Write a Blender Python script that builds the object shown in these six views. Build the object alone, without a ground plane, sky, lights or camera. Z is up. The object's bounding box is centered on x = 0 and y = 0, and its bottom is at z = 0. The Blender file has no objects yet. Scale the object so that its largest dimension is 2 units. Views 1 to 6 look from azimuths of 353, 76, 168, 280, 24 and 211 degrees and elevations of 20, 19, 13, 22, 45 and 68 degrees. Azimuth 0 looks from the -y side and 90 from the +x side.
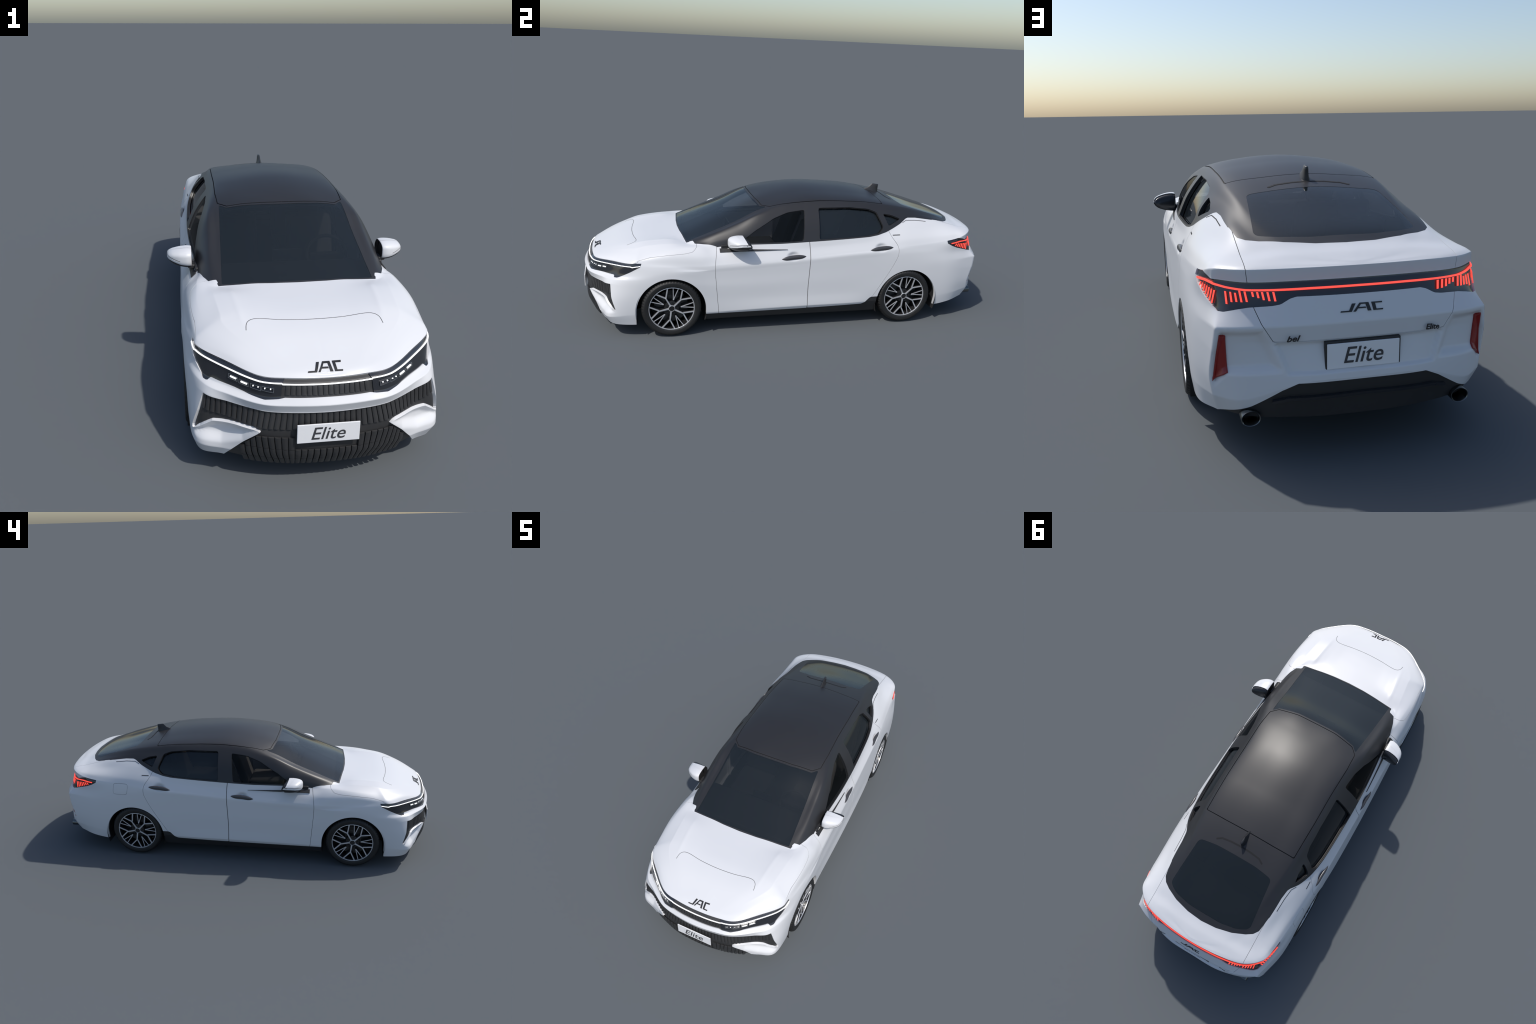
# White liftback saloon with a black roof, built from feature lines lofted into
# one body surface which is then cut into panels, glass, lamps and grilles.
import bpy, math
import numpy as np

rng = np.random.default_rng(7)

# ------------------------------------------------------------------ materials
def material(name, color, rough=0.5, metal=0.0, coat=0.0, spec=0.5, emit=None, strength=0.0,
             alpha=1.0, grain=0.0, grain_scale=400.0, bump=0.0):
    m = bpy.data.materials.new(name)
    m.use_nodes = True
    nt = m.node_tree
    b = nt.nodes["Principled BSDF"]
    b.inputs["Base Color"].default_value = (*color, 1)
    b.inputs["Roughness"].default_value = rough
    b.inputs["Metallic"].default_value = metal
    b.inputs["Coat Weight"].default_value = coat
    b.inputs["Coat Roughness"].default_value = 0.06
    b.inputs["Specular IOR Level"].default_value = spec
    b.inputs["Alpha"].default_value = alpha
    if emit:
        b.inputs["Emission Color"].default_value = (*emit, 1)
        b.inputs["Emission Strength"].default_value = strength
    if grain or bump:
        tc = nt.nodes.new("ShaderNodeTexCoord")
        nz = nt.nodes.new("ShaderNodeTexNoise")
        nz.inputs["Scale"].default_value = grain_scale
        nz.inputs["Detail"].default_value = 4
        nt.links.new(tc.outputs["Object"], nz.inputs["Vector"])
        if grain:
            mx = nt.nodes.new("ShaderNodeMix")
            mx.data_type = "RGBA"
            lo = [max(0, c * (1 - grain)) for c in color]
            hi = [min(1, c * (1 + grain)) for c in color]
            mx.inputs["A"].default_value = (*lo, 1)
            mx.inputs["B"].default_value = (*hi, 1)
            nt.links.new(nz.outputs["Fac"], mx.inputs["Factor"])
            nt.links.new(mx.outputs["Result"], b.inputs["Base Color"])
        if bump:
            bp = nt.nodes.new("ShaderNodeBump")
            bp.inputs["Strength"].default_value = bump
            bp.inputs["Distance"].default_value = 0.001
            nt.links.new(nz.outputs["Fac"], bp.inputs["Height"])
            nt.links.new(bp.outputs["Normal"], b.inputs["Normal"])
    return m

WHITE = material("white_paint", (0.655, 0.66, 0.675), 0.33, coat=0.0, grain=0.015, grain_scale=900)
BLACK = material("black_roof_paint", (0.022, 0.022, 0.024), 0.42, coat=0.0, grain=0.08, grain_scale=700)
TRIM = material("black_gloss_trim", (0.020, 0.021, 0.024), 0.25, grain=0.1, grain_scale=500)
PLASTIC = material("black_plastic", (0.022, 0.022, 0.023), 0.55, grain=0.15, grain_scale=600, bump=0.15)
GRILLE = material("dark_grille", (0.030, 0.030, 0.031), 0.45, grain=0.1, grain_scale=500)
SEAMS = material("seam_black", (0.008, 0.008, 0.009), 0.8)
LINER = material("wheel_liner", (0.010, 0.010, 0.011), 0.95, grain=0.2, grain_scale=200)
GLASS = material("tinted_glass", (0.016, 0.021, 0.025), 0.06, spec=0.5, alpha=0.74)
DARKGLASS = material("dark_tinted_glass", (0.012, 0.016, 0.018), 0.06, spec=0.5, alpha=0.86)
CLEARGLASS = material("clear_tinted_glass", (0.012, 0.015, 0.017), 0.06, spec=0.5, alpha=0.22)
LAMPGLASS = material("smoked_lamp_glass", (0.020, 0.022, 0.027), 0.12, coat=0.5)
LIGHT = material("white_light_guide", (0.9, 0.9, 0.9), 0.4, emit=(1, 1, 1), strength=1.2)
RED = material("red_light_guide", (0.75, 0.06, 0.04), 0.4, emit=(1.0, 0.085, 0.06), strength=1.0)
REFLECT = material("red_reflector", (0.25, 0.012, 0.010), 0.3, grain=0.2, grain_scale=300)
CHROME = material("satin_chrome", (0.62, 0.63, 0.64), 0.22, metal=1.0)
ALLOY = material("machined_alloy", (0.62, 0.63, 0.65), 0.32, metal=0.55, grain=0.05, grain_scale=500)
ALLOYDARK = material("black_alloy", (0.012, 0.012, 0.013), 0.35)
RUBBER = material("tyre_rubber", (0.0115, 0.0115, 0.0115), 0.6, grain=0.25, grain_scale=150, bump=0.3)
PIPE = material("exhaust_steel", (0.16, 0.17, 0.17), 0.3, metal=1.0)
STEEL = material("brake_steel", (0.10, 0.10, 0.10), 0.4, metal=0.8)
HANDLE = material("dark_handle", (0.07, 0.07, 0.075), 0.3, metal=0.3)
PLATE = material("plate_white", (0.78, 0.78, 0.79), 0.5, grain=0.02)
INK = material("letter_black", (0.012, 0.012, 0.014), 0.45)
INKGREY = material("plate_letter_grey", (0.045, 0.045, 0.05), 0.5)
FABRIC = material("seat_fabric", (0.030, 0.029, 0.029), 0.9, grain=0.2, grain_scale=250)
DASH = material("dash_plastic", (0.018, 0.018, 0.019), 0.8, grain=0.2, grain_scale=200)
LINING = material("beige_lining", (0.22, 0.18, 0.13), 0.9, grain=0.1, grain_scale=200)

# ------------------------------------------------------------- object helpers
ROOT = bpy.data.objects.new("saloon_car", None)
bpy.context.scene.collection.objects.link(ROOT)
ROOT["label"] = "white liftback saloon car with black roof and dark grille"
ROOT["category"] = "car"

def link(obj, parent=None):
    bpy.context.scene.collection.objects.link(obj)
    obj.parent = parent or ROOT
    return obj

def mesh_object(name, verts, faces, mat, parent=None, smooth=True, normals=None, angle=None):
    me = bpy.data.meshes.new(name)
    me.from_pydata([tuple(map(float, v)) for v in verts], [], [tuple(map(int, f)) for f in faces])
    me.validate(clean_customdata=False)
    me.materials.append(mat)
    me.polygons.foreach_set("use_smooth", [smooth] * len(me.polygons))
    if normals is not None and len(normals) == len(me.loops):
        me.normals_split_custom_set(normals)
    elif angle is not None:
        me.set_sharp_from_angle(angle=math.radians(angle))
    me.update()
    return link(bpy.data.objects.new(name, me), parent)

# --------------------------------------------------------------- feature lines
# Every line runs from the front centre, round the corner, along the flank and
# round to the rear centre.  (station, x, y, z); "S" marks a hard corner.
S = "S"
LINES = [
 [ # bottom edge
  (0, 0, -.972, .068), (1, .10, -.966, .068), (2, .19, -.944, .069), (3, .275, -.908, .073), (4, .336, -.868, .066),
  (5, .354, -.770, .062), (6, .356, -.61, .064), (8, .352, -.387, .068), (10, .352, .03, .068), (12, .352, .38, .066),
  (14, .358, .70, .078), (15, .350, .80, .092), (16, .318, .884, .106, S), (17, .25, .945, .108), (18, .12, .978, .108), (19, 0, .984, .108)],
 [ # low crease: splitter ridge, sill bulge, rear lip
  (0, 0, -.994, .110), (1, .10, -.987, .110), (2, .185, -.962, .108), (3, .272, -.923, .102), (4, .347, -.886, .106),
  (5, .364, -.77, .115), (6, .370, -.61, .112), (8, .372, -.387, .112), (9, .377, -.2, .118), (10, .380, .03, .122), (11, .378, .25, .122),
  (12, .373, .38, .123), (13, .370, .54, .125), (14, .366, .70, .13), (15, .358, .80, .14), (16, .329, .905, .152, S), (17, .262, .955, .155), (18, .14, .992, .197), (19, 0, .996, .200)],
 [ # mid wall
  (0, 0, -.998, .18), (1, .10, -.991, .18), (2, .183, -.974, .181), (3, .275, -.919, .178), (4, .342, -.880, .185),
  (5, .366, -.768, .19), (6, .374, -.61, .2), (8, .373, -.387, .18), (9, .374, -.2, .176), (10, .376, .03, .176), (11, .375, .25, .176),
  (12, .375, .38, .18), (13, .373, .54, .2), (14, .369, .70, .2), (15, .361, .80, .2), (16, .335, .904, .2, S), (17, .265, .952, .21), (18, .14, .988, .222), (19, 0, .992, .224)],
 [ # lower grille top edge
  (0, 0, -.990, .242), (1, .10, -.982, .242), (2, .173, -.964, .242), (3, .255, -.922, .249), (4, .323, -.880, .257),
  (5, .364, -.767, .25), (6, .375, -.61, .26), (8, .374, -.387, .24), (10, .375, .03, .245), (12, .373, .38, .255),
  (13, .372, .54, .27), (14, .368, .70, .27), (15, .359, .80, .27), (16, .329, .924, .265, S), (17, .262, .951, .280), (18, .14, .974, .283), (19, 0, .979, .283)],
 [ # bumper crest
  (0, 0, -1.0, .268), (1, .10, -.992, .268), (2, .177, -.973, .268), (3, .257, -.922, .272), (4, .319, -.870, .277),
  (5, .361, -.765, .28), (6, .374, -.61, .29), (8, .372, -.387, .28), (10, .373, .03, .295), (12, .371, .38, .31),
  (13, .370, .54, .315), (14, .365, .70, .315), (15, .354, .80, .315), (16, .322, .932, .320, S), (17, .25, .961, .323), (18, .14, .980, .325), (19, 0, .986, .326)],
 [ # lamp lower edge
  (0, 0, -.987, .287), (1, .10, -.979, .287), (2, .170, -.959, .281), (3, .250, -.906, .284), (4, .312, -.853, .288),
  (5, .356, -.76, .30), (6, .372, -.61, .315), (8, .371, -.387, .31), (10, .372, .03, .33), (12, .369, .38, .35),
  (13, .366, .54, .36), (14, .357, .70, .36), (15, .343, .80, .358), (16, .312, .898, .352), (17, .25, .936, .362), (18, .14, .962, .368), (19, 0, .969, .370)],
 [ # lamp upper edge (light guide) / spoiler lower edge
  (0, 0, -.974, .319), (1, .10, -.969, .3215), (2, .177, -.950, .3225), (3, .258, -.886, .331), (4, .328, -.812, .337),
  (5, .350, -.745, .338), (6, .367, -.61, .335), (7, .371, -.48, .322), (8, .371, -.387, .328), (10, .371, .03, .352), (12, .367, .38, .375),
  (13, .361, .54, .385), (14, .350, .70, .392), (15, .340, .80, .406), (16, .318, .866, .414, S), (17, .247, .920, .414), (18, .14, .942, .416), (19, 0, .950, .417)],
 [ # shoulder: hood lip, character line, spoiler lip
  (0, 0, -.962, .328), (1, .10, -.957, .330), (2, .178, -.940, .333), (3, .26, -.872, .343), (4, .33, -.800, .350),
  (5, .344, -.742, .354), (6, .362, -.61, .347), (7, .368, -.48, .340), (8, .368, -.387, .343), (9, .367, -.2, .352), (10, .365, .03, .368), (11, .363, .25, .381),
  (12, .360, .38, .388), (13, .357, .54, .398), (14, .345, .70, .408), (15, .335, .80, .420), (16, .317, .866, .437), (17, .25, .920, .442), (18, .14, .945, .445), (19, 0, .954, .446)],
 [ # flank above the shoulder
  (0, 0, -.960, .330), (1, .095, -.952, .334), (2, .170, -.930, .340), (3, .250, -.862, .357), (4, .323, -.785, .364),
  (5, .335, -.735, .370), (6, .349, -.61, .384), (7, .354, -.48, .380), (8, .347, -.387, .379), (10, .350, .03, .402), (11, .347, .25, .413),
  (12, .343, .38, .420), (13, .341, .54, .432), (14, .326, .70, .437), (15, .319, .80, .440), (16, .302, .86, .446), (17, .24, .913, .448), (18, .135, .940, .4475), (19, 0, .952, .447)],
 [ # belt line / wing crest
  (0, 0, -.958, .331), (1, .09, -.947, .338), (2, .160, -.919, .347), (3, .235, -.85, .368), (4, .30, -.775, .380),
  (5, .310, -.725, .388), (6, .326, -.61, .404), (7, .322, -.49, .413), (8, .316, -.395, .410), (9, .332, -.2, .422), (10, .342, .03, .432), (11, .338, .25, .440),
  (12, .329, .385, .449), (13, .304, .53, .482), (14, .290, .70, .468), (15, .283, .80, .460), (16, .268, .855, .456), (17, .22, .903, .454), (18, .13, .935, .450), (19, 0, .950, .448)],
 [ # window mid height / hood flank
  (0, 0, -.956, .332), (1, .075, -.943, .341), (2, .140, -.911, .352), (3, .205, -.84, .378), (4, .256, -.765, .398),
  (5, .264, -.71, .411), (6, .275, -.61, .420), (7, .287, -.515, .417), (8, .302, -.395, .438), (8.5, .312, -.30, .458), (9, .312, -.2, .486), (10, .308, .03, .507), (11, .308, .25, .508),
  (12, .303, .39, .505), (12.5, .293, .46, .512), (13, .270, .55, .515), (14, .255, .70, .499), (15, .238, .80, .478), (16, .225, .853, .464), (17, .19, .897, .459), (18, .115, .929, .4525), (19, 0, .948, .449)],
 [ # cant rail
  (0, 0, -.954, .334), (1, .06, -.939, .343), (2, .115, -.903, .357), (3, .165, -.833, .385), (4, .208, -.757, .407),
  (5, .216, -.70, .418), (6, .228, -.61, .424), (7, .259, -.534, .416, S), (8, .278, -.398, .463), (8.5, .276, -.30, .502), (9, .273, -.2, .544), (9.5, .266, -.09, .563), (10, .257, .03, .575), (11, .260, .25, .572),
  (12, .261, .40, .554), (12.5, .256, .47, .547), (13, .243, .555, .538), (14, .227, .70, .510), (15, .203, .80, .485), (16, .18, .853, .470), (17, .15, .894, .463), (18, .09, .927, .454), (19, 0, .946, .450)],
 [ # roof edge
  (0, 0, -.952, .335), (1, .045, -.937, .344), (2, .088, -.899, .359), (3, .125, -.828, .388), (4, .155, -.753, .408),
  (5, .160, -.692, .417), (6, .170, -.61, .422), (7, .20, -.538, .421, S), (8, .248, -.410, .464), (8.5, .244, -.305, .505), (9, .242, -.195, .555), (9.5, .235, -.09, .585), (10, .222, .03, .602), (11, .224, .25, .599),
  (12, .226, .405, .583), (13, .212, .56, .556), (14, .192, .70, .521), (15, .162, .80, .493), (16, .14, .856, .474), (17, .11, .898, .464), (18, .065, .928, .455), (19, 0, .944, .451)],
 [ # roof quarter
  (0, 0, -.951, .336), (1, .03, -.935, .345), (2, .06, -.893, .362), (3, .085, -.823, .390), (4, .105, -.748, .408),
  (5, .11, -.685, .416), (6, .115, -.612, .421), (7, .13, -.546, .425, S), (8, .13, -.425, .474), (8.5, .125, -.312, .524), (9, .12, -.200, .580), (9.5, .115, -.09, .607), (10, .11, .03, .623), (11, .11, .25, .617),
  (12, .112, .41, .598), (13, .10, .56, .566), (14, .095, .70, .527), (15, .085, .80, .498), (16, .07, .858, .476), (17, .06, .900, .465), (18, .04, .930, .4555), (19, 0, .942, .452)],
 [ # spine
  (0, 0, -.950, .336), (1, 0, -.933, .346), (2, 0, -.89, .364), (3, 0, -.82, .391), (4, 0, -.745, .409),
  (5, 0, -.68, .416), (6, 0, -.615, .421), (7, 0, -.551, .426, S), (8, 0, -.43, .476), (8.5, 0, -.315, .527), (9, 0, -.203, .582), (9.5, 0, -.09, .613), (10, 0, .03, .630), (11, 0, .25, .624),
  (12, 0, .41, .604), (13, 0, .56, .571), (14, 0, .70, .530), (15, 0, .80, .500), (16, 0, .86, .477), (17, 0, .902, .466), (18, 0, .931, .456), (19, 0, .941, .4525)],
]
SHOULDER = 7

def line_at(points, ts):
    t = np.array([p[0] for p in points], float)
    P = np.array([p[1:4] for p in points], float)
    hard = [len(p) > 4 for p in points]
    n = len(t)
    sec = (P[1:] - P[:-1]) / (t[1:] - t[:-1])[:, None]
    ml, mr = np.zeros_like(P), np.zeros_like(P)
    for i in range(n):
        if i == 0:
            m = np.array([sec[0][0], 0, 0]); ml[i] = mr[i] = m      # square to the centre plane
        elif i == n - 1:
            m = np.array([sec[-1][0], 0, 0]); ml[i] = mr[i] = m
        elif hard[i]:
            ml[i], mr[i] = sec[i - 1], sec[i]
        else:
            h0, h1 = t[i] - t[i - 1], t[i + 1] - t[i]
            ml[i] = mr[i] = (sec[i - 1] * h1 + sec[i] * h0) / (h0 + h1)
    k = np.clip(np.searchsorted(t, ts, side="right") - 1, 0, n - 2)
    h = (t[k + 1] - t[k])[:, None]
    u = ((ts - t[k]) / (t[k + 1] - t[k]))[:, None]
    a, b = P[k], P[k + 1]
    return ((2 * u**3 - 3 * u**2 + 1) * a + (u**3 - 2 * u**2 + u) * h * mr[k]
            + (-2 * u**3 + 3 * u**2) * b + (u**3 - u**2) * h * ml[k + 1])

def ramp(t, pairs):
    return np.interp(t, [p[0] for p in pairs], [p[1] for p in pairs])

CREASE = {  # hardness of each line along the stations
 1: [(0, .6), (2, .9), (4, .9), (5, .3), (8, .8), (12, .8), (14, .2), (15.5, .8), (19, .8)],
 2: [(0, 0), (19, 0)],
 3: [(0, .8), (4, .8), (5, 0), (15, 0), (16, .8), (19, .9)],
 4: [(0, 1), (3.5, 1), (5, 0), (15, 0), (15.6, 1), (19, 1)],
 5: [(0, .6), (4, .5), (5, 0), (15, 0), (16, .5), (19, .5)],
 6: [(0, 0), (15, 0), (16, 1), (19, 1)],
 7: [(0, .9), (4.5, .9), (5.5, .1), (7, .1), (8.2, .5), (10, .6), (12, .4), (13.5, .3), (15, .8), (19, .9)],
 10: [(0, 0), (1.5, .3), (2.5, .8), (6.5, .8), (7.2, 0), (19, 0)],
 9: [(0, 0), (7, .2), (8, .7), (12, .7), (13, .2), (19, 0)],
}

def loft(step):
    dense = np.linspace(0, 19, 1900)
    sh = line_at(LINES[SHOULDER], dense)
    arc = np.concatenate([[0], np.cumsum(np.linalg.norm(np.diff(sh, axis=0), axis=1))])
    fixed = [0, 7, 16, 19]
    ts = []
    for a, b in zip(fixed[:-1], fixed[1:]):
        la, lb = np.interp([a, b], dense, arc)
        n = max(2, int(round((lb - la) / step)))
        ts += list(np.interp(np.linspace(la, lb, n + 1)[:-1], arc, dense))
    ts = np.array(ts + [19.0])
    R = np.array([line_at(l, ts) for l in LINES])
    nr = len(R)
    d = np.maximum(np.linalg.norm(R[1:] - R[:-1], axis=2), 1e-5)
    sec = (R[1:] - R[:-1]) / d[..., None]
    mu, md = np.zeros_like(R), np.zeros_like(R)       # tangent leaving upwards / arriving
    for i in range(nr):
        if i == 0:
            mu[i] = md[i] = sec[0]
        elif i == nr - 1:
            flat = sec[-1].copy(); flat[:, 2] = 0
            mu[i] = md[i] = flat
        else:
            sm = (R[i + 1] - R[i - 1]) / (d[i] + d[i - 1])[:, None]
            c = ramp(ts, CREASE[i])[:, None] if i in CREASE else 0.0
            md[i] = sm * (1 - c) + sec[i - 1] * c
            mu[i] = sm * (1 - c) + sec[i] * c
    rows, svals = [], []
    for i in range(nr - 1):
        n = max(3, int(math.ceil(np.percentile(d[i], 90) / step)))
        for j in range(n):
            u = j / n
            rows.append((2*u**3 - 3*u**2 + 1) * R[i] + (u**3 - 2*u**2 + u) * d[i][:, None] * mu[i]
                        + (-2*u**3 + 3*u**2) * R[i+1] + (u**3 - u**2) * d[i][:, None] * md[i+1])
            svals.append(i + u)
    rows.append(R[-1]); svals.append(nr - 1.0)
    G = np.array(rows)
    return ts, np.array(svals), G

# ------------------------------------------------------------- cutting surface
class Surface:
    def __init__(self, V, T, U):
        self.V, self.T, self.U = V, T, U              # points, triangles, (station, line) parameters
        self.L = np.zeros(len(T), int)
        self.names = ["body"]
        self.N = self.normals()

    def normals(self):
        N = np.zeros_like(self.V)
        a, b, c = (self.V[self.T[:, i]] for i in range(3))
        fn = np.cross(b - a, c - a)
        for i in range(3):
            np.add.at(N, self.T[:, i], fn)
        N[np.abs(self.V[:, 0]) < 1e-6, 0] = 0
        return N / np.maximum(np.linalg.norm(N, axis=1), 1e-12)[:, None]

    def code(self, name):
        if name not in self.names:
            self.names.append(name)
        return self.names.index(name)

    def mask(self, labels):
        return np.isin(self.L, [self.code(n) for n in labels])

    def cut(self, field, labels, inside):
        """Split the faces that carry one of the labels along field = 0 and relabel field < 0."""
        m = self.mask(labels)
        if not m.any():
            return
        ids = np.unique(self.T[m])
        f = np.full(len(self.V), 1.0)
        f[ids] = field(self.V[ids], self.U[ids])
        f[np.abs(f) < 1e-5] = 1e-5
        neg = f < 0
        cnt = neg[self.T].sum(1)
        mixed = np.where(m & (cnt > 0) & (cnt < 3))[0]
        if len(mixed):
            tri = self.T[mixed]
            sg = neg[tri]
            odd = np.where(sg.sum(1) == 1, sg.argmax(1), (~sg).argmax(1))
            r = np.arange(len(tri))
            a, b, c = tri[r, odd], tri[r, (odd + 1) % 3], tri[r, (odd + 2) % 3]
            e = np.concatenate([np.sort(np.stack([a, b], 1), 1), np.sort(np.stack([a, c], 1), 1)])
            ue, inv = np.unique(e, axis=0, return_inverse=True)
            inv = inv.reshape(-1)
            w = (f[ue[:, 0]] / (f[ue[:, 0]] - f[ue[:, 1]]))[:, None]
            base = len(self.V)
            self.V = np.concatenate([self.V, self.V[ue[:, 0]] * (1 - w) + self.V[ue[:, 1]] * w])
            nn = self.N[ue[:, 0]] * (1 - w) + self.N[ue[:, 1]] * w
            self.N = np.concatenate([self.N, nn / np.linalg.norm(nn, axis=1)[:, None]])
            self.U = np.concatenate([self.U, self.U[ue[:, 0]] * (1 - w) + self.U[ue[:, 1]] * w])
            p, q = base + inv[:len(tri)], base + inv[len(tri):]
            lab = self.L[mixed]
            keep = np.ones(len(self.T), bool); keep[mixed] = False
            apex = np.stack([a, p, q], 1)
            q1, q2 = np.stack([p, b, c], 1), np.stack([p, c, q], 1)
            apex_in = neg[a]
            code = self.code(inside)
            newT = np.concatenate([apex, q1, q2])
            newL = np.concatenate([np.where(apex_in, code, lab), np.where(apex_in, lab, code), np.where(apex_in, lab, code)])
            whole = m & (cnt == 3)
            self.L[whole] = code
            self.T = np.concatenate([self.T[keep], newT])
            self.L = np.concatenate([self.L[keep], newL])
        else:
            self.L[m & (cnt == 3)] = self.code(inside)

    def mirrored(self):
        o = Surface.__new__(Surface)
        o.V = self.V * [-1, 1, 1]; o.N = self.N * [-1, 1, 1]
        o.T = self.T[:, ::-1].copy(); o.U = self.U.copy(); o.L = self.L.copy(); o.names = self.names
        return o

def panel(surf, labels, name, field, gap):
    """Cut a panel out of the labelled faces and leave a gap of the given width round it."""
    surf.cut(field, labels, "fresh")
    surf.cut(lambda V, U: field(V, U) + gap, ["fresh"], name)
    surf.L[surf.L == surf.code("fresh")] = surf.code("gap")

def smooth_poly(pts, n=8, closed=True):
    P = np.array(pts, float)
    out = []
    m = len(P)
    for i in range(m if closed else m - 1):
        p0, p1, p2, p3 = (P[(i - 1) % m], P[i], P[(i + 1) % m], P[(i + 2) % m]) if closed else \
            (P[max(i - 1, 0)], P[i], P[i + 1], P[min(i + 2, m - 1)])
        for k in range(n):
            u = k / n
            out.append(0.5 * (2*p1 + (p2-p0)*u + (2*p0-5*p1+4*p2-p3)*u*u + (-p0+3*p1-3*p2+p3)*u**3))
    if not closed:
        out.append(P[-1])
    return np.array(out)

def round_poly(pts, r, n=5):
    """Polygon with its corners rounded by radius-like length r."""
    P = np.array(pts, float); m = len(P); out = []
    for i in range(m):
        a, b, c = P[i - 1], P[i], P[(i + 1) % m]
        la, lc = np.linalg.norm(a - b), np.linalg.norm(c - b)
        s, e = b + (a - b) * min(.45, r / la), b + (c - b) * min(.45, r / lc)
        for k in range(n + 1):
            u = k / n
            out.append((1-u)**2 * s + 2*u*(1-u) * b + u*u * e)
    return np.array(out)

def poly_sd(A, B, poly):
    """Signed distance to a closed polygon, negative inside."""
    poly = np.asarray(poly, float)
    best = np.full(len(A), 1e9); inside = np.zeros(len(A), bool)
    n = len(poly)
    for i in range(n):
        x0, y0 = poly[i]; x1, y1 = poly[(i + 1) % n]
        dx, dy = x1 - x0, y1 - y0
        u = np.clip(((A - x0) * dx + (B - y0) * dy) / max(dx*dx + dy*dy, 1e-14), 0, 1)
        best = np.minimum(best, np.hypot(A - x0 - u*dx, B - y0 - u*dy))
        if dy != 0:
            cr = ((y0 > B) != (y1 > B)) & (A < (B - y0) * dx / dy + x0)
            inside ^= cr
    return np.where(inside, -best, best)

side = lambda V: (V[:, 1], V[:, 2])
plan = lambda V: (V[:, 0], V[:, 1])
back = lambda V: (V[:, 0], V[:, 2])
def nose(V):
    """Unrolled round the front corner; runs with x near the centre line."""
    x = V[:, 0]
    w = np.clip((x - .05) / .10, 0, 1); w = w * w * (3 - 2 * w)
    return (1 - w) * x * 1.2 + w * (x + V[:, 1] + 1.0), V[:, 2]
def tail(V):
    """Unrolled round the rear corner; runs with x near the centre line."""
    x = V[:, 0]
    w = np.clip((x - .05) / .10, 0, 1); w = w * w * (3 - 2 * w)
    return (1 - w) * x * 1.2 + w * (x + 1.0 - V[:, 1]), V[:, 2]

def in_poly(proj, poly, grow=0.0, where=None):
    def f(V, U):
        a, b = proj(V)
        d = poly_sd(a, b, poly) - grow
        if where is not None:
            d = np.maximum(d, where(V, U))
        return d
    return f

# ------------------------------------------------------- relief on the surface
def smoothstep(x):
    x = np.clip(x, 0, 1)
    return x * x * (3 - 2 * x)

def dent(d, width):
    """0 outside a region (d>=0), 1 once d is further inside than width."""
    return smoothstep(-d / width)

PLATE_NICHE = [(-.3, .287), (.197, .287), (.170, .214), (-.3, .214)]
FLANK_NICHE = [(.316, .314), (.222, .317), (.178, .220), (.296, .208), (.326, .170), (.333, .19), (.330, .26)]
HANDLES = [(-.042, .368), (.400, .394)]

def relief(V, N):
    x, y, z = V.T
    D = np.zeros_like(V)
    rear = y > .85
    q, _ = nose(V)
    d = poly_sd(q, z, [(.19, .192), (.33, .192), (.395, .186), (.450, .165), (.500, .128), (.455, .118), (.36, .116), (.27, .140)])
    fog = np.where(y < -.75, .018 * dent(d, .030), 0)
    D[:, 1] += fog * .9
    D[:, 0] -= fog * .4
    d = poly_sd(x, z, PLATE_NICHE)
    D[:, 1] -= np.where(rear, .008 * dent(d, .007), 0)
    d = poly_sd(x, z, FLANK_NICHE)
    D[:, 1] -= np.where(rear, .016 * dent(d, .018), 0)
    # faint bonnet ridges running from the cowl to the bulge line
    along = smoothstep((y + .80) / .06) * smoothstep((-.55 - y) / .05)
    ridge = np.exp(-((x - (.205 + .10 * (y + .75))) / .010) ** 2)
    D[:, 2] += np.where((y < -.5) & (z > .37), .0013 * ridge * along, 0)
    for hy, hz in HANDLES:
        r = np.hypot((y - hy) / .034, (z - hz) / .020)
        D[:, 0] -= np.where((x > .3) & (z > .3), .010 * smoothstep(1.15 - r), 0)
    return V + D

# ------------------------------------------------------------- build the shell
STEP = 0.0048
ts, sv, G = loft(STEP)
nr, nc = G.shape[:2]
V = G.reshape(-1, 3).copy()
U = np.stack(np.broadcast_arrays(ts[None, :], sv[:, None]), -1).reshape(-1, 2).astype(float)
idx = np.arange(nr * nc).reshape(nr, nc)
q00, q01, q10, q11 = idx[:-1, :-1].ravel(), idx[:-1, 1:].ravel(), idx[1:, :-1].ravel(), idx[1:, 1:].ravel()
T = np.concatenate([np.stack([q00, q01, q11], 1), np.stack([q00, q11, q10], 1)])
area = np.linalg.norm(np.cross(V[T[:, 1]] - V[T[:, 0]], V[T[:, 2]] - V[T[:, 0]]), axis=1)
T = T[area > 1e-13]
V[np.abs(V[:, 0]) < 1e-6, 0] = 0
half = Surface(V, T, U)
half.V = relief(half.V, half.N)
half.N = half.normals()
if half.N[np.argmax(half.V[:, 2])][2] < 0:
    half.T = half.T[:, ::-1].copy(); half.N = -half.N

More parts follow.
